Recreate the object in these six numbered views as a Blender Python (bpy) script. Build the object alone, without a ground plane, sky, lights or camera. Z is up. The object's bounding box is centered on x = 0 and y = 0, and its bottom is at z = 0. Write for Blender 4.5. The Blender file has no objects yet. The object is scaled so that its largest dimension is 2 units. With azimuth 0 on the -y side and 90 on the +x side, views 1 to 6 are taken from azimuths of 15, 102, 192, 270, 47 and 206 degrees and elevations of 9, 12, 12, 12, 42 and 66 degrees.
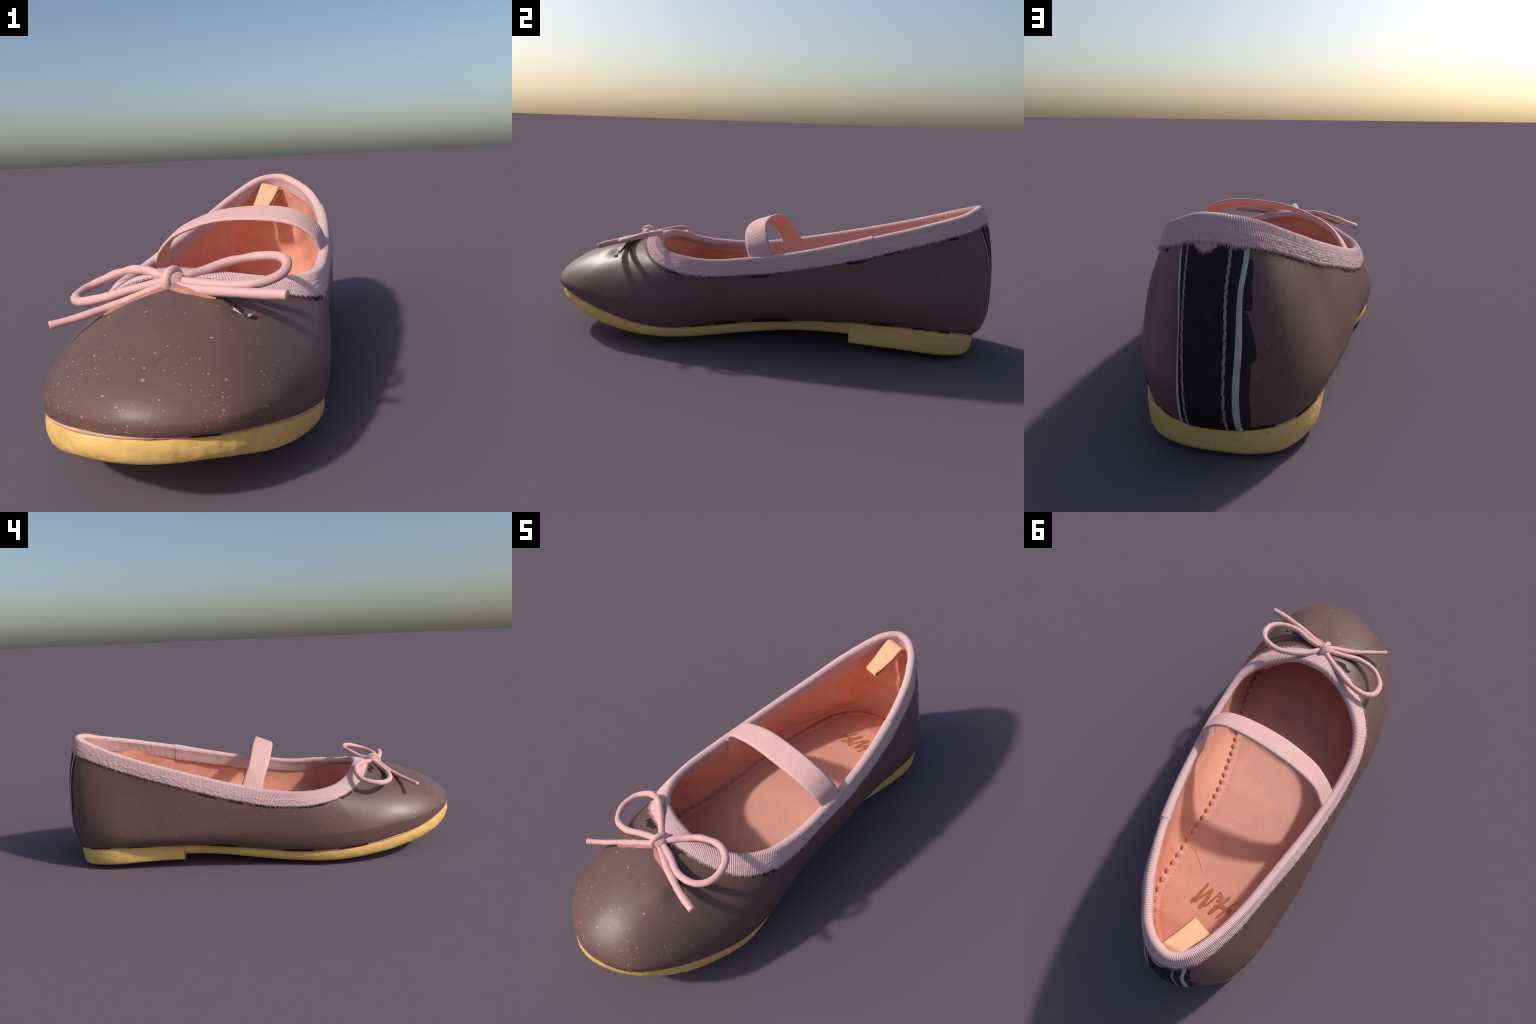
# Child's ballet flat: one lofted upper, ribbed binding, elastic strap, cord bow,
# moulded sole with heel, lining, sock insole with print and a heel pull tab.
import bpy, math
import numpy as np
from mathutils import noise as mnoise

rng = np.random.default_rng(7)

# ------------------------------------------------------------------ stations
# Around the shoe: heel centre -> +x side -> toe -> -x side -> heel.
# feather = where upper meets sole, bulge = widest line, crest = top of collar.
# (feather x y z, bulge x y z, crest x y z, arc degrees, fullness)
ST = [
 (-.070, .938, .090, -.075, .996, .225, -.085, .917, .648, 62, 2.3),
 ( .030, .930, .094,  .018, .984, .220, -.020, .897, .645, 60, 2.1),
 ( .110, .898, .112,  .090, .930, .205,  .040, .850, .625, 52, 1.6),
 ( .158, .843, .126,  .154, .857, .200,  .080, .790, .608, 50, 1.42),
 ( .188, .765, .138,  .211, .773, .225,  .122, .714, .588, 50, 1.4),
 ( .195, .650, .145,  .244, .660, .250,  .165, .610, .561, 50, 1.35),
 ( .187, .500, .143,  .266, .500, .285,  .208, .484, .530, 50, 1.35),
 ( .170, .310, .134,  .293, .310, .300,  .250, .320, .488, 50, 1.6),
 ( .172, .130, .120,  .317, .130, .285,  .284, .140, .447, 48, 1.8),
 ( .213,-.060, .106,  .331,-.070, .265,  .307,-.030, .420, 48, 1.7),
 ( .281,-.220, .094,  .356,-.230, .230,  .313,-.180, .400, 48, 1.55),
 ( .345,-.380, .088,  .381,-.380, .200,  .302,-.310, .402, 54, 1.47),
 ( .370,-.520, .105,  .390,-.520, .195,  .255,-.405, .412, 62, 1.5),
 ( .352,-.670, .135,  .368,-.670, .205,  .190,-.455, .425, 70, 1.55),
 ( .305,-.810, .167,  .325,-.820, .218,  .125,-.482, .437, 76, 1.56),
 ( .215,-.930, .192,  .237,-.945, .228,  .080,-.491, .443, 80, 1.58),
 ( .075,-.995, .205,  .085,-1.00, .230,  .030,-.490, .449, 80, 1.58),
 (-.060,-.967, .198, -.056,-.973, .228, -.030,-.483, .449, 80, 1.56),
 (-.175,-.890, .180, -.177,-.897, .220, -.090,-.465, .440, 76, 1.5),
 (-.265,-.770, .145, -.272,-.777, .200, -.150,-.440, .420, 70, 1.42),
 (-.320,-.630, .117, -.332,-.630, .190, -.220,-.385, .388, 62, 1.34),
 (-.355,-.470, .093, -.374,-.470, .175, -.275,-.308, .366, 54, 1.26),
 (-.360,-.300, .078, -.386,-.300, .165, -.310,-.200, .362, 48, 1.27),
 (-.333,-.120, .075, -.377,-.130, .170, -.318,-.080, .373, 48, 1.34),
 (-.310, .060, .089, -.369, .060, .190, -.312, .060, .398, 48, 1.44),
 (-.288, .250, .105, -.367, .250, .190, -.294, .240, .440, 48, 1.38),
 (-.288, .430, .111, -.363, .430, .185, -.268, .420, .487, 48, 1.3),
 (-.296, .600, .114, -.346, .600, .180, -.240, .600, .537, 48, 1.25),
 (-.296, .758, .111, -.318, .757, .185, -.205, .735, .579, 50, 1.28),
 (-.248, .880, .100, -.263, .883, .200, -.165, .842, .618, 52, 1.5),
 (-.164, .930, .092, -.180, .955, .218, -.130, .894, .638, 60, 2.0),
]
STA = np.array(ST, float)
NS = len(ST)
TOE = 16.0                                   # station of the toe tip
# underside heights at the two edges of the sole (y, z)
BOT_R = np.array([(-1.0,.144),(-.94,.138),(-.88,.122),(-.80,.098),(-.70,.076),(-.59,.059),(-.49,.048),(-.40,.041),(-.31,.039),(-.22,.042),(-.13,.047),(-.04,.054),(.05,.064),(.135,.073),(.225,.078),(.31,.081),(.39,.082),(.95,.085)])
BOT_L = np.array([(-1.0,.142),(-.93,.111),(-.84,.092),(-.73,.072),(-.63,.052),(-.54,.041),(-.446,.030),(-.357,.023),(-.27,.020),(-.18,.021),(-.09,.025),(.04,.036),(.17,.048),(.30,.057),(.404,.060),(.95,.065)])
HEEL_R = np.array([(.38,.040),(.49,.041),(.58,.041),(.665,.038),(.75,.032),(.825,.026),(.94,.013)])
HEEL_L = np.array([(.38,.032),(.50,.033),(.616,.029),(.70,.025),(.80,.020),(.90,.011),(.94,.009)])
FEA_R = np.array([(-1.,.205),(-.93,.192),(-.81,.167),(-.67,.135),(-.52,.105),(-.38,.089),(-.22,.099),(-.06,.116),(.13,.136),(.31,.149),(.5,.155),(.65,.153),(.765,.144),(.93,.09)])
FEA_L = np.array([(-1.,.205),(-.967,.198),(-.89,.18),(-.77,.145),(-.63,.117),(-.47,.093),(-.3,.078),(-.12,.078),(.06,.094),(.25,.114),(.43,.12),(.6,.119),(.75,.112),(.92,.088)])
Y_STEP = .40


def side_mix(x):
    w = np.clip((x + .33) / .56, 0, 1)
    return w


def height(tabR, tabL, x, y):
    w = side_mix(x)
    return w * np.interp(y, tabR[:, 0], tabR[:, 1]) + (1 - w) * np.interp(y, tabL[:, 0], tabL[:, 1])


def insole_z(x, y):
    return height(FEA_R, FEA_L, x, y) + .024


def periodic(cols, t):
    """Catmull-Rom through the stations, t in station units (periodic)."""
    P = np.asarray(cols, float)
    n = len(P)
    t = np.mod(np.asarray(t, float), n)
    i = np.floor(t).astype(int)
    f = (t - i)[:, None]
    a, b, c, d = P[(i - 1) % n], P[i % n], P[(i + 1) % n], P[(i + 2) % n]
    return .5 * (2 * b + (c - a) * f + (2 * a - 5 * b + 4 * c - d) * f ** 2 + (3 * b - a - 3 * c + d) * f ** 3)


def spline(P, n, closed=False):
    P = np.asarray(P, float)
    if closed:
        return periodic(P, np.linspace(0, len(P), n, endpoint=False))
    Q = np.vstack([2 * P[0] - P[1], P, 2 * P[-1] - P[-2]])
    m = len(P) - 1
    t = np.linspace(0, m, n)
    i = np.minimum(t.astype(int), m - 1)
    f = (t - i)[:, None]
    a, b, c, d = Q[i], Q[i + 1], Q[i + 2], Q[i + 3]
    return .5 * (2 * b + (c - a) * f + (2 * a - 5 * b + 4 * c - d) * f ** 2 + (3 * b - a - 3 * c + d) * f ** 3)


def unit(v):
    return v / np.maximum(np.linalg.norm(v, axis=-1, keepdims=True), 1e-9)


N_LOW, N_UP = 14, 52


def raw_surface(t, crest=None):
    v = periodic(STA, t)
    F, B, C, arc, q = v[:, 0:3], v[:, 3:6], v[:, 6:9], np.radians(v[:, 9]), v[:, 10]
    if crest is not None:
        C = crest
    rows = []
    for p in np.linspace(0, math.pi / 2, N_LOW + 1)[:-1]:
        h, z = math.sin(p), 1 - math.cos(p)
        R = F + (B - F) * np.array([h, h, z])
        rows.append(R)
    for s in np.linspace(0, 1, N_UP + 1):
        th = s * arc
        k = 2 / q
        h = (1 - np.cos(th) ** k) / (1 - np.cos(arc) ** k)
        z = np.sin(th) ** k / np.sin(arc) ** k
        rows.append(B + (C - B) * np.stack([h, h, z], -1))
    return np.stack(rows, 1)                      # [t, row, 3] feather -> top


def lumps(S, N):
    """Broad dents and pulls in the leather."""
    x, y, z = S[..., 0], S[..., 1], S[..., 2]
    d = .0025 * np.sin(5.1 * y + 3 * z + 1.0) * np.sin(7 * z + 2.3 * x)
    # hollow below the collar on the outside heel quarter, swell on the other
    g = lambda cx, cy, cz, r: np.exp(-((x - cx) ** 2 + (y - cy) ** 2 + (z - cz) ** 2) / r ** 2)
    d += -.014 * g(-.30, .60, .36, .15) + .006 * g(.22, .70, .40, .09)
    # puckers where the bow is tied through the vamp
    d += -.008 * g(.215, -.675, .39, .035) + .004 * g(.17, -.72, .40, .05)
    edge = np.clip((z - .14) / .05, 0, 1)
    return S + N * (d * edge)[..., None]


def frames(S):
    dt = np.roll(S, -1, 0) - np.roll(S, 1, 0)
    ds = np.gradient(S, axis=1)
    return unit(np.cross(ds, dt))


def surface(n):
    """Outer skin of the upper, n columns; returns points, normals, t."""
    t = np.linspace(0, NS, n, endpoint=False)
    S = raw_surface(t)
    N = frames(S)
    up = unit(S[:, -1] - S[:, -4])
    front = np.clip((-S[:, -1, 1] - .30) / .14, 0, 1)[:, None]
    C2 = S[:, -1] + (.011 - .014 * front) * N[:, -3] - .0155 * up
    S = raw_surface(t, C2)
    N = frames(S)
    S = lumps(S, N)
    return S, frames(S), t


# ------------------------------------------------------------------ mesh helpers
ROOT = bpy.data.objects.new("ballet_flat", None)
bpy.context.scene.collection.objects.link(ROOT)
ROOT["label"] = "brown child's ballet flat with pink binding, strap and cord bow"
ROOT["category"] = "shoe"


def add(name, verts, faces, mat, parent=None, smooth=True, angle=None, stuff=False):
    me = bpy.data.meshes.new(name)
    me.from_pydata([tuple(map(float, v)) for v in np.asarray(verts).reshape(-1, 3)], [], faces)
    me.validate()
    me.polygons.foreach_set("use_smooth", [smooth] * len(me.polygons))
    if angle:
        me.set_sharp_from_angle(angle=math.radians(angle))
    me.materials.append(mat)
    ob = bpy.data.objects.new(name, me)
    bpy.context.scene.collection.objects.link(ob)
    ob.parent = parent or ROOT
    if stuff:
        ob["kind"] = "stuff"
    return ob


def grid(nu, nv, wrap=False, flip=False, base=0):
    f = []
    for i in range(nu if wrap else nu - 1):
        a, b = i * nv, ((i + 1) % nu) * nv
        for j in range(nv - 1):
            q = (base + a + j, base + b + j, base + b + j + 1, base + a + j + 1)
            f.append(q[::-1] if flip else q)
    return f


def sweep(P, rad, seg=14, caps=True, flat=1.0, up=(0, 0, 1)):
    """Tube along P; rad scalar or array; flat squashes along the frame normal."""
    P = np.asarray(P, float)
    n = len(P)
    rad = np.broadcast_to(rad, n)
    T = unit(np.gradient(P, axis=0))
    nrm = unit(np.cross(T[0], np.cross(np.array(up, float), T[0])))
    V = []
    for i in range(n):
        nrm = unit(nrm - T[i] * (nrm @ T[i]))
        bn = np.cross(T[i], nrm)
        a = np.linspace(0, 2 * math.pi, seg, endpoint=False)[:, None]
        V.append(P[i] + rad[i] * (np.cos(a) * bn + flat * np.sin(a) * nrm))
    F = []
    for i in range(n - 1):
        for j in range(seg):
            k = (j + 1) % seg
            F.append((i * seg + j, i * seg + k, (i + 1) * seg + k, (i + 1) * seg + j))
    V = np.vstack(V)
    if caps:
        V = np.vstack([V, P[0], P[-1]])
        c0, c1 = n * seg, n * seg + 1
        for j in range(seg):
            k = (j + 1) % seg
            F.append((c0, k, j))
            F.append((c1, (n - 1) * seg + j, (n - 1) * seg + k))
    return V, F


def join(parts):
    V, F, o = [], [], 0
    for v, f in parts:
        V.append(v)
        F += [tuple(i + o for i in q) for q in f]
        o += len(v)
    return np.vstack(V), F


def wob(P, scale, amp, seed=0.0):
    return np.array([amp * mnoise.noise((p[0] * scale + seed, p[1] * scale, p[2] * scale)) for p in P])


# ------------------------------------------------------------------ materials
def material(name, colour, rough=.6, spec=.5, mottle=None, mottle_scale=12, grain=None, bump=0.0, bump_scale=200, sheen=0.0, coat=0.0):
    m = bpy.data.materials.new(name)
    m.use_nodes = True
    nt = m.node_tree
    p = nt.nodes["Principled BSDF"]
    p.inputs["Roughness"].default_value = rough
    p.inputs["Specular IOR Level"].default_value = spec
    p.inputs["Sheen Weight"].default_value = sheen
    p.inputs["Coat Weight"].default_value = coat
    tc = nt.nodes.new("ShaderNodeTexCoord")
    col = nt.nodes.new("ShaderNodeRGB")
    col.outputs[0].default_value = (*colour, 1)
    out = col.outputs[0]
    for c2, sc, lo, hi in ([(mottle, mottle_scale, .4, .65)] if mottle else []) + ([grain] if grain else []):
        nz = nt.nodes.new("ShaderNodeTexNoise")
        nz.inputs["Scale"].default_value = sc
        nz.inputs["Detail"].default_value = 5
        nt.links.new(tc.outputs["Object"], nz.inputs["Vector"])
        rp = nt.nodes.new("ShaderNodeMapRange")
        rp.inputs["From Min"].default_value = lo
        rp.inputs["From Max"].default_value = hi
        nt.links.new(nz.outputs["Fac"], rp.inputs["Value"])
        mx = nt.nodes.new("ShaderNodeMix")
        mx.data_type = "RGBA"
        nt.links.new(rp.outputs[0], mx.inputs["Factor"])
        nt.links.new(out, mx.inputs["A"])
        mx.inputs["B"].default_value = (*c2, 1)
        out = mx.outputs["Result"]
    nt.links.new(out, p.inputs["Base Color"])
    if bump:
        nz = nt.nodes.new("ShaderNodeTexNoise")
        nz.inputs["Scale"].default_value = bump_scale
        nz.inputs["Detail"].default_value = 3
        nt.links.new(tc.outputs["Object"], nz.inputs["Vector"])
        b = nt.nodes.new("ShaderNodeBump")
        b.inputs["Strength"].default_value = bump
        b.inputs["Distance"].default_value = .004
        nt.links.new(nz.outputs["Fac"], b.inputs["Height"])
        nt.links.new(b.outputs[0], p.inputs["Normal"])
    m["tail"] = 0
    return m, nt, p, tc, out


LC = ((.138, .079, .070), (.128, .073, .065))  # base brown lightened and reddened beyond the sunlit toe to lift the shaded side
LMETAL = 0


def leather():
    m, nt, p, tc, out = material("brown_leather", LC[0], .40, .32, mottle=LC[1], mottle_scale=5)
    p.inputs["Metallic"].default_value = LMETAL
    N = nt.nodes.new
    L = nt.links.new
    sep = N("ShaderNodeSeparateXYZ")
    L(tc.outputs["Object"], sep.inputs[0])

    def rng_map(src, a, b, c, d):
        r = N("ShaderNodeMapRange")
        r.inputs["From Min"].default_value, r.inputs["From Max"].default_value = a, b
        r.inputs["To Min"].default_value, r.inputs["To Max"].default_value = c, d
        L(src, r.inputs["Value"])
        return r.outputs[0]

    def math_(op, a, b):
        n = N("ShaderNodeMath")
        n.operation = op
        for k, s in ((0, a), (1, b)):
            if isinstance(s, (int, float)):
                n.inputs[k].default_value = s
            else:
                L(s, n.inputs[k])
        return n.outputs[0]

    def voro(scale, stretch=(1, 1, 1)):
        mp = N("ShaderNodeMapping")
        mp.inputs["Scale"].default_value = stretch
        L(tc.outputs["Object"], mp.inputs["Vector"])
        v = N("ShaderNodeTexVoronoi")
        v.inputs["Scale"].default_value = scale
        L(mp.outputs[0], v.inputs["Vector"])
        s = N("ShaderNodeSeparateColor")
        L(v.outputs["Color"], s.inputs[0])
        return v.outputs["Distance"], s.outputs[0], s.outputs[1]

    # scuff specks: dense low on the toe cap, few elsewhere
    toe = math_("MULTIPLY", rng_map(sep.outputs["Y"], -.62, -.92, 0, 1), rng_map(sep.outputs["Z"], .40, .26, 0.1, 1))
    clump = N("ShaderNodeTexNoise")
    clump.inputs["Scale"].default_value = 9
    L(tc.outputs["Object"], clump.inputs["Vector"])
    dens = math_("MULTIPLY", math_("MULTIPLY", toe, .5), rng_map(clump.outputs["Fac"], .42, .62, .05, 1.7))
    dens = math_("ADD", dens, .05)
    masks = []
    for sc, st, size in ((26, (1, 1.2, 1.3), .17), (42, (1, 1, 1), .20), (80, (1, 1, 1), .28), (50, (.55, 1, 1.7), .22), (130, (1, 1, 1), .30)):
        d, r, g = voro(sc, st)
        keep = math_("LESS_THAN", r, dens)
        rad = math_("MULTIPLY", math_("ADD", math_("MULTIPLY", g, .75), .25), size)
        q = math_("DIVIDE", d, rad)
        fall = rng_map(q, 1.0, .1, 0, 1)
        soft = math_("MULTIPLY", math_("MULTIPLY", fall, keep), math_("ADD", math_("MULTIPLY", g, .7), .25))
        masks.append(soft)
    mk = math_("MAXIMUM", math_("MAXIMUM", masks[0], masks[1]), math_("MAXIMUM", math_("MAXIMUM", masks[2], masks[3]), masks[4]))
    mx = N("ShaderNodeMix")
    mx.data_type = "RGBA"
    L(mk, mx.inputs["Factor"])
    L(out, mx.inputs["A"])
    mx.inputs["B"].default_value = (.60, .35, .26, 1)
    # reddish rubbed haze low on the toe
    hz = N("ShaderNodeTexNoise")
    hz.inputs["Scale"].default_value = 14
    hz.inputs["Detail"].default_value = 6
    L(tc.outputs["Object"], hz.inputs["Vector"])
    low = math_("MULTIPLY", rng_map(sep.outputs["Z"], .285, .22, 0, 1), rng_map(sep.outputs["Y"], -.70, -.95, 0, 1))
    hzf = math_("MULTIPLY", math_("MULTIPLY", low, rng_map(hz.outputs["Fac"], .45, .7, 0, 1)), .5)
    m2 = N("ShaderNodeMix")
    m2.data_type = "RGBA"
    L(hzf, m2.inputs["Factor"])
    L(mx.outputs["Result"], m2.inputs["A"])
    m2.inputs["B"].default_value = (.22, .10, .085, 1)
    L(m2.outputs["Result"], p.inputs["Base Color"])
    # uneven polish and faint hair scratches
    wv = N("ShaderNodeTexNoise")
    wv.inputs["Scale"].default_value = 6
    L(tc.outputs["Object"], wv.inputs["Vector"])
    L(rng_map(wv.outputs["Fac"], .3, .7, .36, .45), p.inputs["Roughness"])
    gr = N("ShaderNodeTexNoise")
    gr.inputs["Scale"].default_value = 160
    gr.inputs["Detail"].default_value = 4
    L(tc.outputs["Object"], gr.inputs["Vector"])
    b = N("ShaderNodeBump")
    b.inputs["Strength"].default_value = .025
    b.inputs["Distance"].default_value = .004
    L(gr.outputs["Fac"], b.inputs["Height"])
    L(b.outputs[0], p.inputs["Normal"])
    return m


LEATHER = leather()

RUBBER = material("ochre_rubber", (.70, .43, .135), .65, .3, mottle=(.78, .50, .175), mottle_scale=7, grain=((.50, .30, .09), 55, .62, .76), bump=.35, bump_scale=45)[0]
PINK = material("pink_ribbed_binding", (.66, .400, .395), .85, .2, mottle=(.60, .43, .44), mottle_scale=45, grain=((.74, .50, .48), 240, .5, .66), bump=.3, bump_scale=500, sheen=.15)[0]
CORD = material("pink_satin_cord", (.70, .395, .375), .62, .35, mottle=(.64, .37, .36), mottle_scale=25, bump=.15, bump_scale=300, sheen=.1)[0]
ELASTIC = material("pink_elastic", (.66, .395, .375), .75, .25, mottle=(.62, .37, .36), mottle_scale=30, grain=((.76, .47, .44), 320, .52, .7), bump=.2, bump_scale=500, sheen=.1)[0]
LINING = material("coral_lining", (.74, .335, .24), .75, .25, mottle=(.68, .30, .22), mottle_scale=9, grain=((.76, .37, .27), 90, .5, .75), bump=.15, bump_scale=80)[0]
SOCK = material("peach_pink_sock", (.66, .32, .245), .7, .3, mottle=(.61, .29, .225), mottle_scale=8, grain=((.70, .37, .29), 150, .5, .75), bump=.12, bump_scale=180)[0]
TAB = material("peach_tape", (.80, .42, .25), .65, .3, mottle=(.74, .38, .22), mottle_scale=20, bump=.1, bump_scale=200)[0]
BLACK = material("black_ribbon", (.012, .009, .010), .75, .25, mottle=(.020, .013, .011), mottle_scale=60, bump=.2, bump_scale=400)[0]
DARK = material("near_black_brown", (.030, .020, .020), .8, .2)[0]
PALE = material("pale_grey_piping", (.50, .49, .465), .7, .3, mottle=(.36, .35, .33), mottle_scale=30)[0]
THREAD = material("dusty_pink_thread", (.38, .25, .24), .8, .2, mottle=(.25, .15, .14), mottle_scale=90)[0]
SEAMTHREAD = material("light_peach_thread", (.80, .47, .38), .8, .2)[0]
PRINT = material("brown_orange_print", (.42, .155, .065), .6, .3, mottle=(.36, .13, .055), mottle_scale=60)[0]
GLUE = material("pinkish_glue_line", (.62, .34, .26), .7, .3, mottle=(.50, .30, .20), mottle_scale=14)[0]
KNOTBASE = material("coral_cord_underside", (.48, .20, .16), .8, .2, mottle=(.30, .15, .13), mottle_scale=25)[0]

# ------------------------------------------------------------------ upper
S, N, T = surface(900)
nrow = S.shape[1]
add("upper", S, grid(len(S), nrow, wrap=True, flip=True), LEATHER)

# stitched seam line of the sock insole (plan view)
SEAM = [(-.10, .905), (.02, .885), (.10, .83), (.150, .745), (.170, .655), (.163, .48), (.155, .306), (.160, .166), (.190, .0), (.222, -.12), (.270, -.28), (.300, -.42), (.295, -.54), (.25, -.63), (.16, -.69), (.05, -.71),
        (-.07, -.70), (-.17, -.65), (-.24, -.57), (-.275, -.46), (-.287, -.30), (-.278, -.133), (-.274, .0), (-.276, .118), (-.284, .326), (-.280, .516), (-.266, .72), (-.212, .855)]
NI = 2400
seam = spline(np.array([(a, b, 0) for a, b in SEAM]), NI, closed=True)
tg = unit(np.roll(seam, -1, 0) - np.roll(seam, 1, 0))
on = np.stack([tg[:, 1], -tg[:, 0], np.zeros(NI)], -1)
if on[np.argmax(seam[:, 0]), 0] < 0:
    on = -on

# ------------------------------------------------------------------ lining
inner = S - N * .0215
top_i = inner[:, -4]
edge_t = periodic(STA[:, :3], T)
e_tan = unit(np.roll(edge_t, -1, 0) - np.roll(edge_t, 1, 0))
e_in = np.stack([-e_tan[:, 1], e_tan[:, 0], np.zeros(len(T))], -1)
if e_in[np.argmax(edge_t[:, 0]), 0] > 0:
    e_in = -e_in
arch = np.exp(-((edge_t[:, 1] - .25) / .33) ** 4)
foot = edge_t + e_in * (.022 - arch * np.where(edge_t[:, 0] > 0, .055, .034))[:, None]
foot[:, 1] = np.where(foot[:, 1] < -.60, -.60 + (foot[:, 1] + .60) * .5, foot[:, 1])
near = ((foot[:, None, :2] - seam[None, ::6, :2]) ** 2).sum(-1).argmin(1) * 6
gap = ((foot[:, :2] - seam[near, :2]) * on[near, :2]).sum(-1)
foot += on[near] * np.clip(.040 - gap, 0, .08)[:, None]
foot[:, 2] = insole_z(foot[:, 0], foot[:, 1]) - .008
NL = 44
lin = []
for k in np.linspace(0, 1, NL):
    hang = top_i * (1 - k) + foot * k
    frontal = np.clip((-.30 - top_i[:, 1]) / .15, 0, 1)[:, None]
    kk = k * (1 - frontal) + k ** 2.2 * frontal
    hang[:, :2] = (top_i * (1 - kk) + foot * kk)[:, :2]
    r = (nrow - 4) * (1 - k) + 4 * k
    r0 = int(r)
    fol = inner[:, r0] * (1 - (r - r0)) + inner[:, min(r0 + 1, nrow - 1)] * (r - r0)
    fol = fol + (foot - inner[:, 4]) * k ** 3
    w_ = (.9 * (1 - np.clip((-.30 - top_i[:, 1]) / .15, 0, 1)))[:, None]
    P_ = hang * (1 - w_) + fol * w_
    P_[:, 2] = np.maximum(P_[:, 2], insole_z(P_[:, 0], P_[:, 1]) - .010)
    rip = np.sin(19 * P_[:, 1] + 9 * P_[:, 2]) * np.sin(23 * P_[:, 2] + 6 * P_[:, 1])
    hump = math.sin(math.pi * k) ** .8
    pad = .026 * np.exp(-((P_[:, 1] - .74) / .15) ** 2) * hump * (1 + .35 * np.sin(31 * P_[:, 2] + 17 * P_[:, 1]))
    pad += -.012 * (P_[:, 0] > 0) * np.exp(-((P_[:, 1] - .15) / .3) ** 4) * hump
    fold = .004 * np.sin(40 * P_[:, 1] + 60 * P_[:, 2]) * np.clip((P_[:, 1] - .45) / .2, 0, 1) * hump
    lin.append(P_ + e_in * (.004 * rip * min(1, 6 * k * (1 - k)) + pad + fold)[:, None])
lin = np.stack(lin, 1)
base = lin[:, -1]
mid = np.stack([np.full(len(base), -.03) - .05 * np.clip(base[:, 1], -1, 1), np.clip(base[:, 1], -.55, .78), np.zeros(len(base))], -1)
fl = [lin]
for s in (.85, .6, .3, 0.0):
    r = base * s + mid * (1 - s)
    r[:, 2] = insole_z(r[:, 0], r[:, 1]) - .010
    fl.append(r[:, None])
lin = np.concatenate(fl, 1)
add("lining", lin, grid(len(lin), lin.shape[1], wrap=True, flip=True), LINING)

# ------------------------------------------------------------------ collar binding
NTB = 2600
SB, NB, TB = surface(NTB)
Srev, Nrev = SB[:, ::-1], NB[:, ::-1]
seg = np.linalg.norm(np.diff(Srev, axis=1), axis=2)
dist = np.concatenate([np.zeros((NTB, 1)), np.cumsum(seg, 1)], 1)


def down(w):
    """Point and normal a distance w (array) below the top edge of the upper."""
    k = np.array([np.searchsorted(dist[i], w[i]) for i in range(NTB)])
    k = np.clip(k, 1, dist.shape[1] - 1)
    r = np.arange(NTB)
    f = ((w - dist[r, k - 1]) / np.maximum(dist[r, k] - dist[r, k - 1], 1e-9))[:, None]
    return Srev[r, k - 1] * (1 - f) + Srev[r, k] * f, unit(Nrev[r, k - 1] * (1 - f) + Nrev[r, k] * f)


top, ntop = SB[:, -1], NB[:, -3]
upd = unit(SB[:, -1] - SB[:, -4])
arcl = np.concatenate([[0], np.cumsum(np.linalg.norm(np.roll(top, -1, 0) - top, axis=1))])
perim = arcl[-1]
arcl = arcl[:-1]
ribs = round(perim / .0066)
rib = np.cos(2 * math.pi * ribs * arcl / perim)
slow = np.array([mnoise.noise((a * 6, 3.1, 0)) for a in arcl])
fray = np.array([mnoise.noise((a * 38, 7.7, 0)) for a in arcl])
JOINT = 6.05                                        # overlap of the binding ends
dj = (TB - JOINT)
overlap = np.where(dj > 0, np.exp(-np.clip(dj, 0, 9) / .9), 0) * np.clip(dj / .04, 0, 1) * .0055
width = .066 + .004 * slow + .0025 * fray + .0014 * rib + overlap * .8
rows = []
OUT, INN = .0075, .0265
fr = [1.0, .985] + list(np.linspace(.95, 0, 26))
for j, f in enumerate(fr):
    P, Nn = down(width * f)
    off = OUT + overlap + rib * (.0011 if f < .3 else .0007 if f < .9 else .0013) + .0004 * np.cos(2 * math.pi * f * 8 + 1.2 * slow) * (f > .2)
    fz = np.array([mnoise.noise((a * 55, f * 9, 1.7)) for a in arcl])
    off += .0018 * fz * (f > .4)
    off = off * (1 - .45 * max(0, f - .55) / .45)
    if j == 0:
        off = off * .15
    elif j == 1:
        off = off * .65
    rows.append(P + Nn * off[:, None])
R0 = (OUT + INN) / 2
cen = top + ntop * (OUT - R0)
for a in np.linspace(0, math.pi, 13)[1:-1]:
    r = R0 + overlap * (1 if a < 2 else .4) + .0011 * rib
    rows.append(cen + ntop * (math.cos(a) * r)[:, None] + upd * (math.sin(a) * r * .95)[:, None])
w_in = .066 + .003 * slow + .002 * fray + overlap
for f in (0, .12, .25, .4, .55, .7, .85, .96, 1.0):
    P, Nn = down(w_in * f)
    off = -INN - .0012 * rib - overlap * .6 + .0006 * math.cos(f * 50)
    if f == 1.0:
        off = off * 0 - .0205
    rows.append(P + Nn * off[:, None])
TR = np.stack(rows, 1)
binding = add("collar_binding", TR, grid(NTB, TR.shape[1], wrap=True), PINK)

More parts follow.
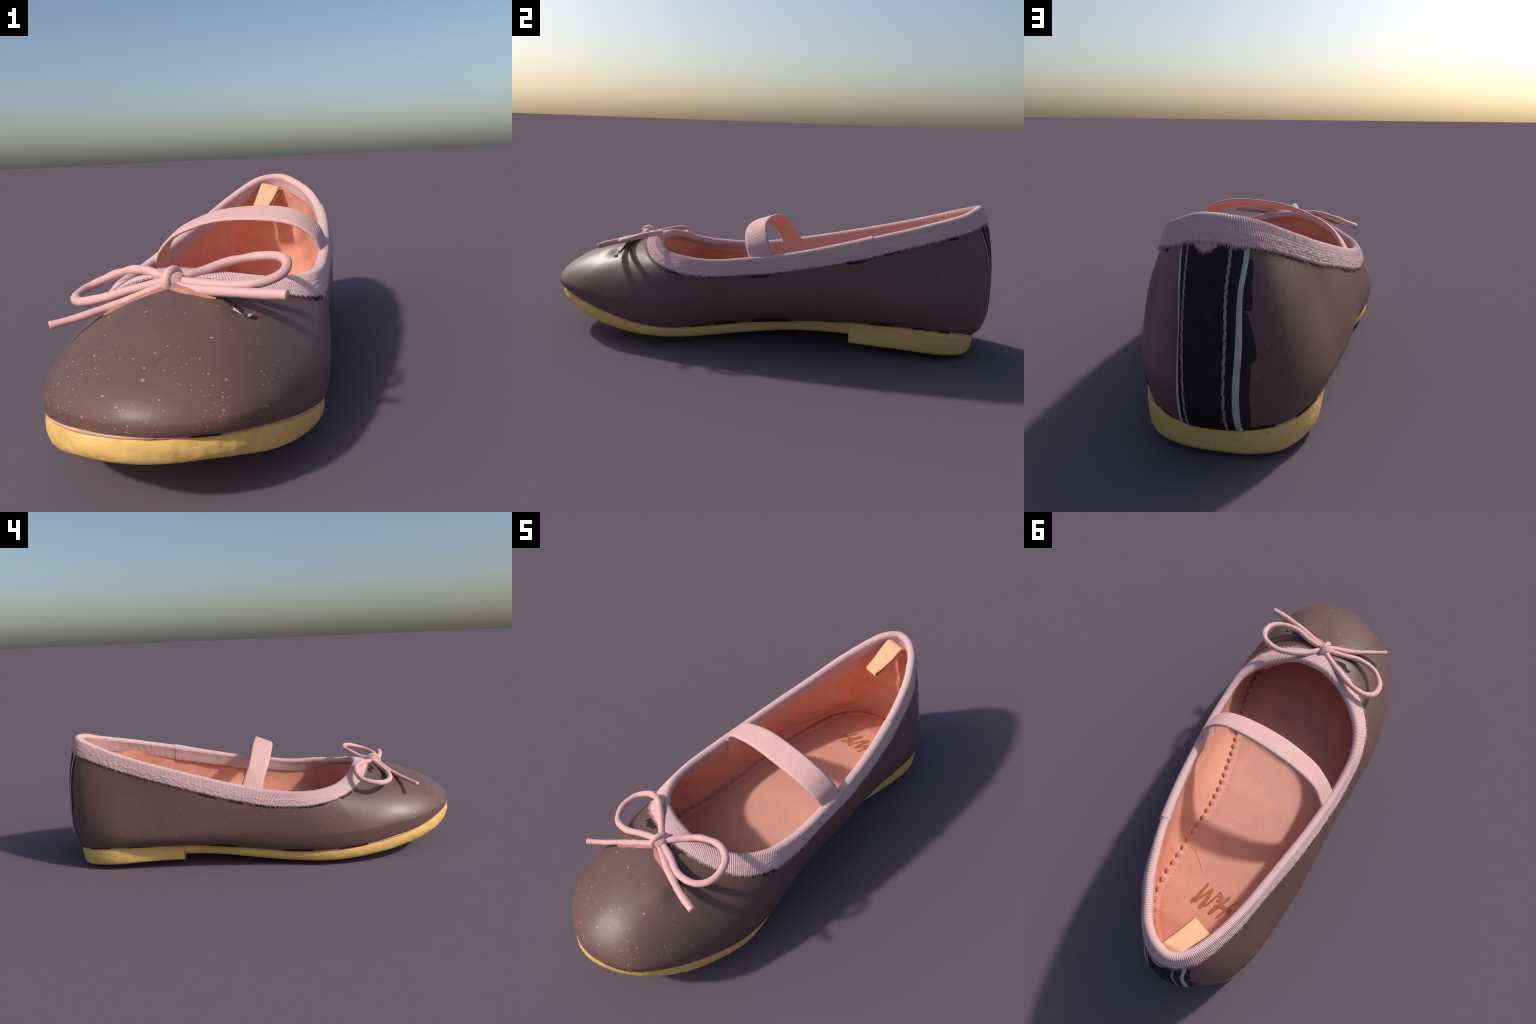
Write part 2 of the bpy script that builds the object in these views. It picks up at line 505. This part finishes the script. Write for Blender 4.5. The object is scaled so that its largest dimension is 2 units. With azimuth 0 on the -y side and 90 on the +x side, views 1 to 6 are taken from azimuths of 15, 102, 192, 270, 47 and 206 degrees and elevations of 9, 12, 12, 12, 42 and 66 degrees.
# jagged dark slivers along the lower edge of the binding
parts = []
t0 = 0.0
starts = []
pos = 0.02
while pos < perim - .1:
    ln = rng.uniform(.04, .16)
    if rng.random() < .62:
        starts.append((pos, pos + ln, rng.uniform(.004, .013)))
    pos += ln + rng.uniform(.01, .10)
for a, b, dep in starts:
    idx = np.where((arcl >= a) & (arcl <= b))[0][::4]
    if len(idx) < 4:
        continue
    k = np.linspace(0, 1, len(idx))
    jag = dep * np.clip(np.minimum(k, 1 - k) * 9, 0, 1) + .001 * rng.standard_normal(len(idx)).round() * .8
    w = np.copy(width)
    A, NA = down(width - .006)
    w[idx] = width[idx] + jag
    Bp, NBn = down(w)
    V = np.stack([A[idx] + NA[idx] * .0015, Bp[idx] + NBn[idx] * .0015], 1)
    parts.append((V.reshape(-1, 3), grid(len(idx), 2)))
v, f = join(parts)
add("dark_sliver", v, f, DARK, parent=binding, stuff=True)

# ------------------------------------------------------------------ sole and heel
ts = np.linspace(0, NS, 1100, endpoint=False)
Fl = periodic(STA[:, :3], ts)
tang = unit(np.roll(Fl, -1, 0) - np.roll(Fl, 1, 0))
outn = unit(np.stack([tang[:, 1], -tang[:, 0], np.zeros(len(ts))], -1))
if (outn[np.argmax(Fl[:, 0])] * [1, 0, 0]).sum() < 0:
    outn = -outn
toe_half = ts / NS
# snap two samples onto the heel step on each side
i1 = np.where((Fl[:-1, 1] > Y_STEP) & (Fl[1:, 1] <= Y_STEP))[0][0]
i2 = np.where((Fl[:-1, 1] <= Y_STEP) & (Fl[1:, 1] > Y_STEP))[0][0]
for i, d in ((i1, .0004), (i1 + 1, -.0004), (i2, -.0004), (i2 + 1, .0004)):
    Fl[i, 1] = Y_STEP + d
fore = np.arange(i1 + 1, i2 + 1)
rear = np.concatenate([np.arange(i2 + 1, len(ts)), np.arange(0, i1 + 1)])
zb = height(BOT_R, BOT_L, Fl[:, 0], Fl[:, 1])
zh = height(HEEL_R, HEEL_L, Fl[:, 0], Fl[:, 1])
SZ = np.array([mnoise.noise((p[0] * 9, p[1] * 9, 5)) for p in Fl])


def rough_side(P, amp):
    d = np.array([mnoise.noise((p[0] * 22, p[1] * 22, p[2] * 40)) + .5 * mnoise.noise((p[0] * 60, p[1] * 60, p[2] * 80)) for p in P])
    front = np.clip((-P[:, 1] - .45) / .4, .25, 1)
    return (amp * d * front)[:, None]


def wall(idx, ztop, zbot, fillet):
    """Vertical sole edge: rows from the top rim to the inside of the bottom fillet."""
    rows = []
    Pn, On = Fl[idx], outn[idx]
    H = ztop - zbot
    if fillet:
        prof = [(-.030, 1.0), (-.004, 1.0), (.0015, .96), (.004, .86), (.006, .70), (.006, .52), (.004, .36), (.002, .24), (-.002, .13), (-.006, .05), (-.012, .008), (-.022, 0)]
    else:
        prof = [(-.030, 1.0), (-.004, 1.0), (.0015, .96), (.004, .86), (.006, .70), (.006, .52), (.006, .36), (.006, .18), (.006, 0)]
    for o, z in prof:
        P = Pn + On * o
        P[:, 2] = zbot + H * z
        if o > -.005 and 0 < z < .99:
            P += On * rough_side(P, .0034)
        rows.append(P)
    return np.stack(rows, 1)


def across(loop, zfun, m=22):
    """Fill between the two arms of an open loop (arms paired end to end)."""
    n = len(loop) // 2
    A, B = loop[:n], loop[::-1][:n]
    g = np.linspace(0, 1, m)[None, :, None]
    G = A[:, None] * (1 - g) + B[:, None] * g
    return G


VF = wall(fore, Fl[fore, 2], zb[fore], True)
VR = wall(rear, Fl[rear, 2], zb[rear], False)
partF = (VF.reshape(-1, 3), grid(len(fore), VF.shape[1], flip=True))
partR = (VR.reshape(-1, 3), grid(len(rear), VR.shape[1], flip=True))
G = across(VF[:, -1], None)
partG = (G.reshape(-1, 3), grid(G.shape[0], G.shape[1]))
loop_in = np.concatenate([VF[:, 0], VR[:, 0]])
GT1 = across(VF[:, 0], None)
GT2 = across(VR[:, 0], None)
v, f = join([partF, partR, partG, (GT1.reshape(-1, 3), grid(*GT1.shape[:2], flip=True)), (GT2.reshape(-1, 3), grid(*GT2.shape[:2], flip=True))])
sole = add("sole", v, f, RUBBER, angle=50)

Pn, On = Fl[rear], outn[rear]
hr = []
back = np.clip((Pn[:, 1] - .55) / .35, 0, 1)
for o, z in [(.006, 1.0), (.006, .75), (.005, .5), (.004, .30), (.001, .16), (-.005, .06), (-.012, .005), (-.022, 0)]:
    P = Pn + On * o - On * (back * .004 * (1 - z))[:, None]
    P[:, 2] = zh[rear] + (zb[rear] - zh[rear]) * z
    if .04 < z < 1:
        P += On * rough_side(P, .0018)
    P[0, 1] = P[-1, 1] = Y_STEP + .0004
    hr.append(P)
VH = np.stack(hr, 1)
GH = across(VH[:, -1], None)
# front face of the heel block
L0, R0_ = VH[0], VH[-1]
g = np.linspace(0, 1, 24)[None, :, None]
FF = L0[:, None] * (1 - g) + R0_[:, None] * g
v, f = join([(VH.reshape(-1, 3), grid(len(rear), VH.shape[1], flip=True)), (GH.reshape(-1, 3), grid(*GH.shape[:2])), (FF.reshape(-1, 3), grid(*FF.shape[:2], flip=True))])
add("heel", v, f, RUBBER, angle=50)

# glue line between upper and sole, with dark strips above it
W = Fl + outn * .001
W[:, 2] += .001
W += outn * (wob(W, 18, .0015))[:, None]
Wc = np.vstack([W, W[:1]])
v, f = sweep(Wc, .0042 + wob(Wc, 12, .0016, 3), 8, caps=False)
welt = add("glue_line", v, f, GLUE, parent=sole)
parts = []
pos = .03
while pos < NS - .3:
    ln = rng.uniform(.25, 1.1)
    if rng.random() < .6:
        tt = np.linspace(pos, pos + ln, 26)
        sub = raw_surface(tt)
        k = np.clip(np.minimum(np.linspace(0, 1, 26), np.linspace(1, 0, 26)) * 8, 0, 1)
        dep = rng.uniform(3, 6.2) * k
        lo = sub[:, 0]
        hi = np.stack([sub[i, int(max(1, dep[i]))] for i in range(26)])
        o = np.stack([np.interp(tt % NS, ts, outn[:, c]) for c in range(3)], -1)
        drop = np.array([0, 0, -.0012])
        md = np.stack([sub[i, int(max(1, dep[i] * .5))] for i in range(26)])
        V = np.stack([lo + o * .004, md + o * .003 + drop, hi + o * .0015 + drop], 1)
        parts.append((V.reshape(-1, 3), grid(26, 3)))
    pos += ln + rng.uniform(.1, .7)
v, f = join(parts)
add("sole_dark_strip", v, f, DARK, parent=sole, stuff=True)

# ------------------------------------------------------------------ heel strip
HT = np.linspace(-2.6, 2.4, 240)
HS = raw_surface(HT, None)
# follow the finished skin: sample it around the heel
sel = np.concatenate([np.arange(len(T) - 76, len(T)), np.arange(0, 70)])
HS, HN = S[sel], N[sel]
R_LO, R_HI = 3, nrow - 4


def skin(x, r, off):
    """Point on the heel skin on row r (fractional) where its x equals the given x."""
    r0 = int(min(max(math.floor(r), 0), nrow - 2))
    fr_ = r - r0
    row = HS[:, r0] * (1 - fr_) + HS[:, r0 + 1] * fr_
    nn = HN[:, r0] * (1 - fr_) + HN[:, r0 + 1] * fr_
    o = np.argsort(row[:, 0])
    p = np.array([np.interp(x, row[o, 0], row[o, c]) for c in range(3)])
    n_ = np.array([np.interp(x, row[o, 0], nn[o, c]) for c in range(3)])
    return p + unit(n_) * off


def band(xa, xb, rows_, off, m=14):
    V = np.array([[skin(xa(k) * (1 - u) + xb(k) * u, r, off * (1 - .6 * abs(2 * u - 1) ** 6)) for u in np.linspace(0, 1, m)]
                  for k, r in zip(np.linspace(0, 1, len(rows_)), rows_)])
    return V.reshape(-1, 3), grid(len(rows_), m)


rows_ = np.linspace(1.2, R_HI, 70)
bend = lambda k: .006 * math.sin(5.5 * k + .4) + .003 * math.sin(13 * k)
xl = lambda k: .016 + .008 * abs(k - .45) + .002 * math.sin(9 * k)
xr = lambda k: -.128 + bend(k) * .6
v, f = band(xr, xl, rows_, .0035)
strip = add("heel_strip", v, f, BLACK)
jagk = np.array([0, .03, .05, .30, .31, .33, .36, .52, .535, .55, .80, .82, .84, .96, 1.0])
jagv = np.array([-.200, -.200, -.160, -.163, -.164, -.176, -.178, -.158, -.146, -.164, -.161, -.150, -.146, -.185, -.200])
v, f = band(lambda k: float(np.interp(k, jagk, jagv)) + .004 * math.sin(40 * k) * .3, lambda k: -.118, np.linspace(1.2, R_HI, 160), .0018, 10)
add("raw_edge_patch", v, f, DARK, parent=strip)
v, f = band(lambda k: .012, lambda k: float(np.interp(k, [0, .04, .06, .1, .14, 1], [.06, .055, .035, .045, .022, .022])), np.linspace(1.0, 16, 60), .0016, 6)
add("raw_edge_patch", v, f, DARK, parent=strip)


def seamline(xf, rad, off, mat, name, flat=.6, n=160):
    rr = np.linspace(1.2, R_HI, n)
    P = np.array([skin(xf(k), r, off) for k, r in zip(np.linspace(0, 1, n), rr)])
    rad_ = np.array([rad(k) for k in np.linspace(0, 1, n)])
    v, f = sweep(P, rad_, 10, flat=flat, up=(0, 1, 0))
    return add(name, v, f, mat, parent=strip)


seamline(lambda k: -.136 + bend(k), lambda k: .0085 + .0012 * math.sin(7 * k), .001, PALE, "piping", .5)
seamline(lambda k: xl(k) + .001, lambda k: .0032 + .001 * math.sin(11 * k), .001, PALE, "piping", .6)
saw = lambda k, n: (k * n) % 1.0
seamline(lambda k: .0005 + .003 * saw(k, 21) + .003 * math.sin(5 * k), lambda k: .0022 + .0016 * math.sin(math.pi * saw(k, 21)), .0030, THREAD, "stitching", .5, 420)
seamline(lambda k: -.103 + bend(k) * .7 - .003 * saw(k, 21), lambda k: .0026 + .0018 * math.sin(math.pi * saw(k, 21)), .0030, THREAD, "stitching", .5, 420)

# ------------------------------------------------------------------ insole with pinked edge, stitches, print
al = np.concatenate([[0], np.cumsum(np.linalg.norm(np.diff(seam, axis=0), axis=1))])
per = al[-1] + np.linalg.norm(seam[0] - seam[-1])
nsc = round(per / .041)
sc = np.abs(np.cos(math.pi * nsc * al / per))
edge = seam + on * (.024 + .013 * np.sqrt(1 - sc ** 2 * .98))[:, None]


def lift(P, dz):
    P = P.copy()
    P[..., 2] = insole_z(P[..., 0], P[..., 1]) + dz
    return P


curl = .004 * (1 - sc)
rings = [lift(edge - on * .002, -.010), lift(edge, -.005), lift(edge - on * .003, 0)]
rings[1][:, 2] += curl
rings[2][:, 2] += curl
rings.append(lift(seam + on * .012, 0.001))
rings.append(lift(seam + on * .004, 0))
rings.append(lift(seam, -.0015))
rings.append(lift(seam - on * .004, 0))
core = seam - on * .004
mid = np.stack([-.06 + .14 * np.clip((-core[:, 1]) * .6, -.2, 1), np.clip(core[:, 1], -.55, .72), np.zeros(NI)], -1)
for s in (.85, .65, .45, .25, .1, 0):
    rings.append(lift(core * s + mid * (1 - s), 0))
IN = np.stack(rings, 1)
insole = add("insole", IN, grid(NI, IN.shape[1], wrap=True), SOCK)
parts = []
nd = round(per / .017)
for k in range(nd):
    i0 = int(k * NI / nd)
    ii = np.arange(i0, i0 + int(NI / nd * .72), 2) % NI
    P = lift(seam[ii], -.0002)
    r = .0016 * np.sin(np.linspace(.5, math.pi - .5, len(ii)))
    parts.append(sweep(P, r, 6))
v, f = join(parts)
add("stitching", v, f, SEAMTHREAD, parent=insole, stuff=True)
cr_ = spline(np.array([(.172, .49, 0), (.137, .465, 0), (.118, .476, 0), (.089, .501, 0), (.056, .536, 0), (.016, .593, 0)]), 40)
v, f = sweep(lift(cr_, -.001), .0035 * np.sin(np.linspace(.35, math.pi - .2, 40)), 8)
add("crease", v, f, SOCK, parent=insole)


def brush(pts, w0, w1, name):
    P = lift(spline(np.array([(a, b, 0) for a, b in pts]), 26), .0014)
    t = np.linspace(0, 1, 26)
    w = (w0 * (1 - t) + w1 * t) * (1 - .35 * np.clip(np.abs(2 * t - 1) - .85, 0, 1) / .15) * (1 + .12 * np.sin(17 * t))
    T_ = unit(np.gradient(P, axis=0))
    S_ = np.stack([T_[:, 1], -T_[:, 0], 0 * t], -1)
    V = np.stack([P - S_ * w[:, None] - [0, 0, .002], P - S_ * w[:, None], P + S_ * w[:, None], P + S_ * w[:, None] - [0, 0, .002]], 1)
    return V.reshape(-1, 3), grid(26, 4) 


letters = {
 "letter_h": [([(-.106, .578), (-.081, .631), (-.055, .683)], .006, .0095), ([(-.142, .583), (-.114, .634), (-.093, .687)], .0035, .0055), ([(-.060, .643), (-.099, .629), (-.140, .632)], .006, .0095)],
 "ampersand": [([(-.076, .588), (-.064, .599), (-.055, .590), (-.061, .581), (-.069, .590), (-.070, .607), (-.061, .615), (-.067, .621), (-.077, .609), (-.083, .592)], .0028, .0028)],
 "letter_m": [([(.007, .567), (.019, .623), (.036, .675)], .0055, .0095), ([(.024, .664), (.0, .623), (-.021, .582)], .0055, .005), ([(-.022, .580), (-.018, .632), (-.008, .680)], .006, .0095), ([(-.026, .662), (-.044, .622), (-.058, .576)], .0055, .003)],
}
for nm, strokes in letters.items():
    ps = []
    for s, (pts, a, b) in enumerate(strokes):
        V, F = brush(pts, a, b, nm)
        V[:, 2] += .0003 * s
        ps.append((V, F))
    v, f = join(ps)
    add(nm, v, f, PRINT, parent=insole, smooth=False)


# ------------------------------------------------------------------ ribbons (strap, pull tab)
def ribbon(front, rear, n, m, thick, ribn, ribamp, roll=.5):
    A, B = spline(front, n), spline(rear, n)
    g = np.linspace(0, 1, m)[None, :, None]
    M = A[:, None] * (1 - g) + B[:, None] * g
    du, dv = np.gradient(M, axis=0), np.gradient(M, axis=1)
    Nn = unit(np.cross(du, dv))
    L = np.concatenate([[0], np.cumsum(np.linalg.norm(np.diff((A + B) / 2, axis=0), axis=1))])
    rb = ribamp * np.cos(2 * math.pi * ribn * L / L[-1])[:, None]
    prof = np.sqrt(np.clip(1 - np.abs(2 * g[..., 0] - 1) ** 10, 0, 1))
    up = M + Nn * ((thick / 2 + rb) * prof)[..., None]
    lo = M - Nn * ((thick / 2 + rb * .5) * prof)[..., None]
    ring = np.concatenate([up, lo[:, ::-1][:, 1:-1]], 1)
    k = ring.shape[1]
    F = []
    for i in range(n - 1):
        for j in range(k):
            j2 = (j + 1) % k
            F.append((i * k + j, (i + 1) * k + j, (i + 1) * k + j2, i * k + j2))
    return ring.reshape(-1, 3), F


SF = [(-.326, .012, .300), (-.316, .006, .345), (-.302, .001, .390), (-.262, -.016, .438), (-.198, -.037, .481), (-.062, -.058, .520), (.087, -.070, .527), (.210, -.069, .513), (.278, -.052, .470), (.297, -.032, .420), (.299, -.030, .372), (.301, -.030, .325)]
SR = [(-.322, .104, .320), (-.311, .104, .365), (-.294, .099, .410), (-.244, .070, .476), (-.160, .054, .521), (-.042, .041, .554), (.122, .026, .565), (.225, .027, .547), (.282, .048, .500), (.303, .070, .440), (.296, .076, .392), (.297, .078, .340)]
v, f = ribbon([(a, b, c + .006 * max(0, 1 - abs(a) / .3)) for a, b, c in SF], [(a, b, c + .006 * max(0, 1 - abs(a) / .3)) for a, b, c in SR], 620, 18, .014, 130, .00032)
strap = add("strap", v, f, ELASTIC)

TA = [(-.030, .905, .585), (-.037, .885, .585), (-.048, .845, .548), (-.064, .790, .512), (-.074, .757, .496), (-.070, .767, .478), (-.060, .800, .495), (-.045, .850, .535), (-.035, .905, .560)]
TBk = [(-.130, .905, .610), (-.127, .885, .604), (-.136, .852, .566), (-.150, .810, .512), (-.157, .786, .486), (-.152, .794, .470), (-.142, .820, .490), (-.130, .860, .530), (-.125, .905, .560)]
v, f = ribbon(TA, TBk, 120, 12, .006, 10, 0)
add("pull_tab", v, f, TAB)

# ------------------------------------------------------------------ bow
BOW = bpy.data.objects.new("bow", None)
bpy.context.scene.collection.objects.link(BOW)
BOW.parent = ROOT
CORD_R = .0128


def cord(name, pts, r, n=150, parent=BOW, flat=.92, seed=0, mat=CORD):
    P = spline(pts, n)
    P = P + np.stack([wob(P, 14, .0016, seed), wob(P, 14, .0016, seed + 5), wob(P, 14, .0016, seed + 9)], -1)
    rad = r(np.linspace(0, 1, n)) * (1 + wob(P, 30, .16, seed + 2))
    v, f = sweep(P, rad, 18, flat=flat)
    return add(name, v, f, mat, parent=parent)


const = lambda t: np.full_like(t, CORD_R)
cord("bow_loop", [(.015, -.599, .439), (-.010, -.572, .437), (-.050, -.543, .443), (-.096, -.512, .447), (-.155, -.480, .442), (-.212, -.469, .427), (-.256, -.480, .410), (-.285, -.512, .396), (-.282, -.574, .385), (-.233, -.629, .386), (-.153, -.642, .401), (-.074, -.619, .422), (.010, -.594, .435)], const, 200, seed=1)
cord("bow_loop", [(.019, -.599, .438), (.076, -.535, .452), (.130, -.495, .467), (.197, -.474, .477), (.257, -.485, .480), (.290, -.515, .476), (.303, -.560, .463), (.290, -.602, .449), (.250, -.632, .439), (.182, -.640, .435), (.110, -.618, .434), (.060, -.603, .435), (.015, -.597, .440)], const, 200, seed=11)
cord("bow_tail", [(.023, -.596, .440), (-.013, -.627, .424), (-.076, -.660, .401), (-.127, -.691, .387), (-.178, -.727, .373), (-.240, -.767, .359)], lambda t: CORD_R * (1.0 - .38 * np.clip(t - .35, 0, 1) + .25 * np.clip((t - .93) / .07, 0, 1)), seed=21)
cord("bow_tail", [(.009, -.595, .432), (.040, -.616, .426), (.081, -.631, .423), (.149, -.656, .424), (.231, -.679, .426), (.333, -.696, .426)], lambda t: CORD_R * (1.0 + .10 * t), seed=31)
# knot: lumpy ball with one wrap of cord over it
u = np.linspace(0, math.pi, 26)
w = np.linspace(0, 2 * math.pi, 40, endpoint=False)
K = np.array([[(math.sin(a) * math.cos(b), math.sin(a) * math.sin(b), math.cos(a)) for a in u] for b in w])
lump = np.array([[1 + .16 * mnoise.noise((p[0] * 1.7 + 4, p[1] * 1.7, p[2] * 1.7)) for p in row] for row in K])
K = K * lump[..., None] * np.array([.030, .030, .026]) + np.array([.015, -.598, .438])
knot = add("knot", K, grid(40, 26, wrap=True, flip=True), CORD, parent=BOW)
ang = np.linspace(0, 2 * math.pi, 60)
ring = np.stack([.015 + .007 * np.cos(ang) * .8, -.598 + .030 * np.cos(ang), .438 + .0265 * np.sin(ang)], -1)
v, f = sweep(ring, .0115, 12, caps=False, up=(1, 0, 0))
add("knot_wrap", v, f, CORD, parent=knot)
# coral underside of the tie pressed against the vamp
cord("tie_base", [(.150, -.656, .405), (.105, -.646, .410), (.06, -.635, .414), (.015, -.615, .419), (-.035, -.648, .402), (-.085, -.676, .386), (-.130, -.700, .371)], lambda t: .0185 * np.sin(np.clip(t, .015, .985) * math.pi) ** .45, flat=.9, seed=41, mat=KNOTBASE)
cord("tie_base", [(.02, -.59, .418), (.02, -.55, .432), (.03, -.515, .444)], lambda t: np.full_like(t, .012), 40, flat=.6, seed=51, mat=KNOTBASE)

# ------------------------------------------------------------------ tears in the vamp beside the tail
def on_vamp(x, y, off):
    i = np.argmin((S[..., 0] - x) ** 2 + (S[..., 1] - y) ** 2 + 9 * (S[..., 2] < .3))
    c, r = divmod(int(i), nrow)
    return S[c, r] + N[c, r] * off


def patch(name, outline, off, mat, parent):
    c = np.mean(outline, 0)
    P = [on_vamp(*c, off * 1.3)]
    n = len(outline)
    for q in outline:
        P.append(on_vamp(*q, off))
    return add(name, P, [(0, 1 + i, 1 + (i + 1) % n) for i in range(n)], mat, parent=parent, smooth=False)


VAMP = bpy.data.objects["upper"]
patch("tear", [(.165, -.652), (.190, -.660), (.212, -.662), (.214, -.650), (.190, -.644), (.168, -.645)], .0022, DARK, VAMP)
patch("tear", [(.222, -.676), (.244, -.672), (.246, -.650), (.232, -.655)], .0020, DARK, VAMP)
patch("tear", [(.060, -.575), (.105, -.590), (.112, -.572), (.128, -.566), (.120, -.552), (.090, -.548), (.062, -.556)], .0020, DARK, VAMP)
patch("tear", [(-.060, -.575), (-.100, -.583), (-.118, -.566), (-.135, -.560), (-.128, -.545), (-.090, -.540), (-.062, -.555)], .0020, DARK, VAMP)
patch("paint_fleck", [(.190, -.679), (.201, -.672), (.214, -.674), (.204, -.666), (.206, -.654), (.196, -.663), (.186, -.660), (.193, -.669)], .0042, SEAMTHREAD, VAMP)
patch("paint_fleck", [(.226, -.674), (.238, -.669), (.239, -.657), (.229, -.660)], .0050, PALE, VAMP)
patch("paint_fleck", [(.128, -.701), (.160, -.687), (.190, -.681), (.160, -.690), (.133, -.704)], .0012, SEAMTHREAD, VAMP)

# ------------------------------------------------------------------ frayed fringe under the binding
FUZZ = material("frayed_pink_fibre", (.66, .42, .41), .9, .1, mottle=(.60, .44, .45), mottle_scale=60)[0]
base0, bn0 = down(width - .003)
base1, bn1 = down(width + .004)
dirs = unit(base1 - base0)
along = unit(np.roll(base0, -1, 0) - np.roll(base0, 1, 0))
parts = []
for k in range(2400):
    i = int(rng.integers(NTB))
    heel_tuft = abs(base0[i, 0] + .052) < .022 and base0[i, 1] > .85
    ln = rng.gamma(2.2, .0021) * (1 + .8 * max(0, slow[i]))
    o = base0[i] + bn0[i] * (.004 + rng.uniform(0, .004))
    d = unit(dirs[i] + along[i] * rng.normal(0, .35) + bn0[i] * rng.normal(-.05, .2))
    e = o + d * (ln + .004)
    m_ = (o + e) / 2 + along[i] * rng.normal(0, .0012)
    w_ = along[i] * rng.uniform(.0005, .0011)
    h_ = bn0[i] * .0007
    V = np.array([o - w_, o + h_, o + w_, m_ - w_ * .7, m_ + h_, m_ + w_ * .7, e])
    parts.append((V, [(0, 1, 4, 3), (1, 2, 5, 4), (2, 0, 3, 5), (3, 4, 6), (4, 5, 6), (5, 3, 6)]))
cand = np.where((base0[:, 1] > .86) & (np.abs(base0[:, 0] + .050) < .030))[0]
for k in range(420):
    i = int(rng.choice(cand))
    c_ = 1 - abs(base0[i, 0] + .050) / .032
    ln = (.010 + .030 * c_) * rng.uniform(.4, 1.0)
    o = base0[i] + bn0[i] * .005
    d = unit(dirs[i] + along[i] * rng.normal(0, .25))
    e = o + d * ln
    w_ = along[i] * rng.uniform(.0008, .0018)
    h_ = bn0[i] * .0012
    m_ = (o + e) / 2 + along[i] * rng.normal(0, .001)
    e = e - bn0[i] * .001
    V = np.array([o - w_, o + h_, o + w_, m_ - w_ * .8, m_ + h_, m_ + w_ * .8, e])
    parts.append((V, [(0, 1, 4, 3), (1, 2, 5, 4), (2, 0, 3, 5), (3, 4, 6), (4, 5, 6), (5, 3, 6)]))
v, f = join(parts)
add("fringe", v, f, FUZZ, parent=binding, stuff=True)
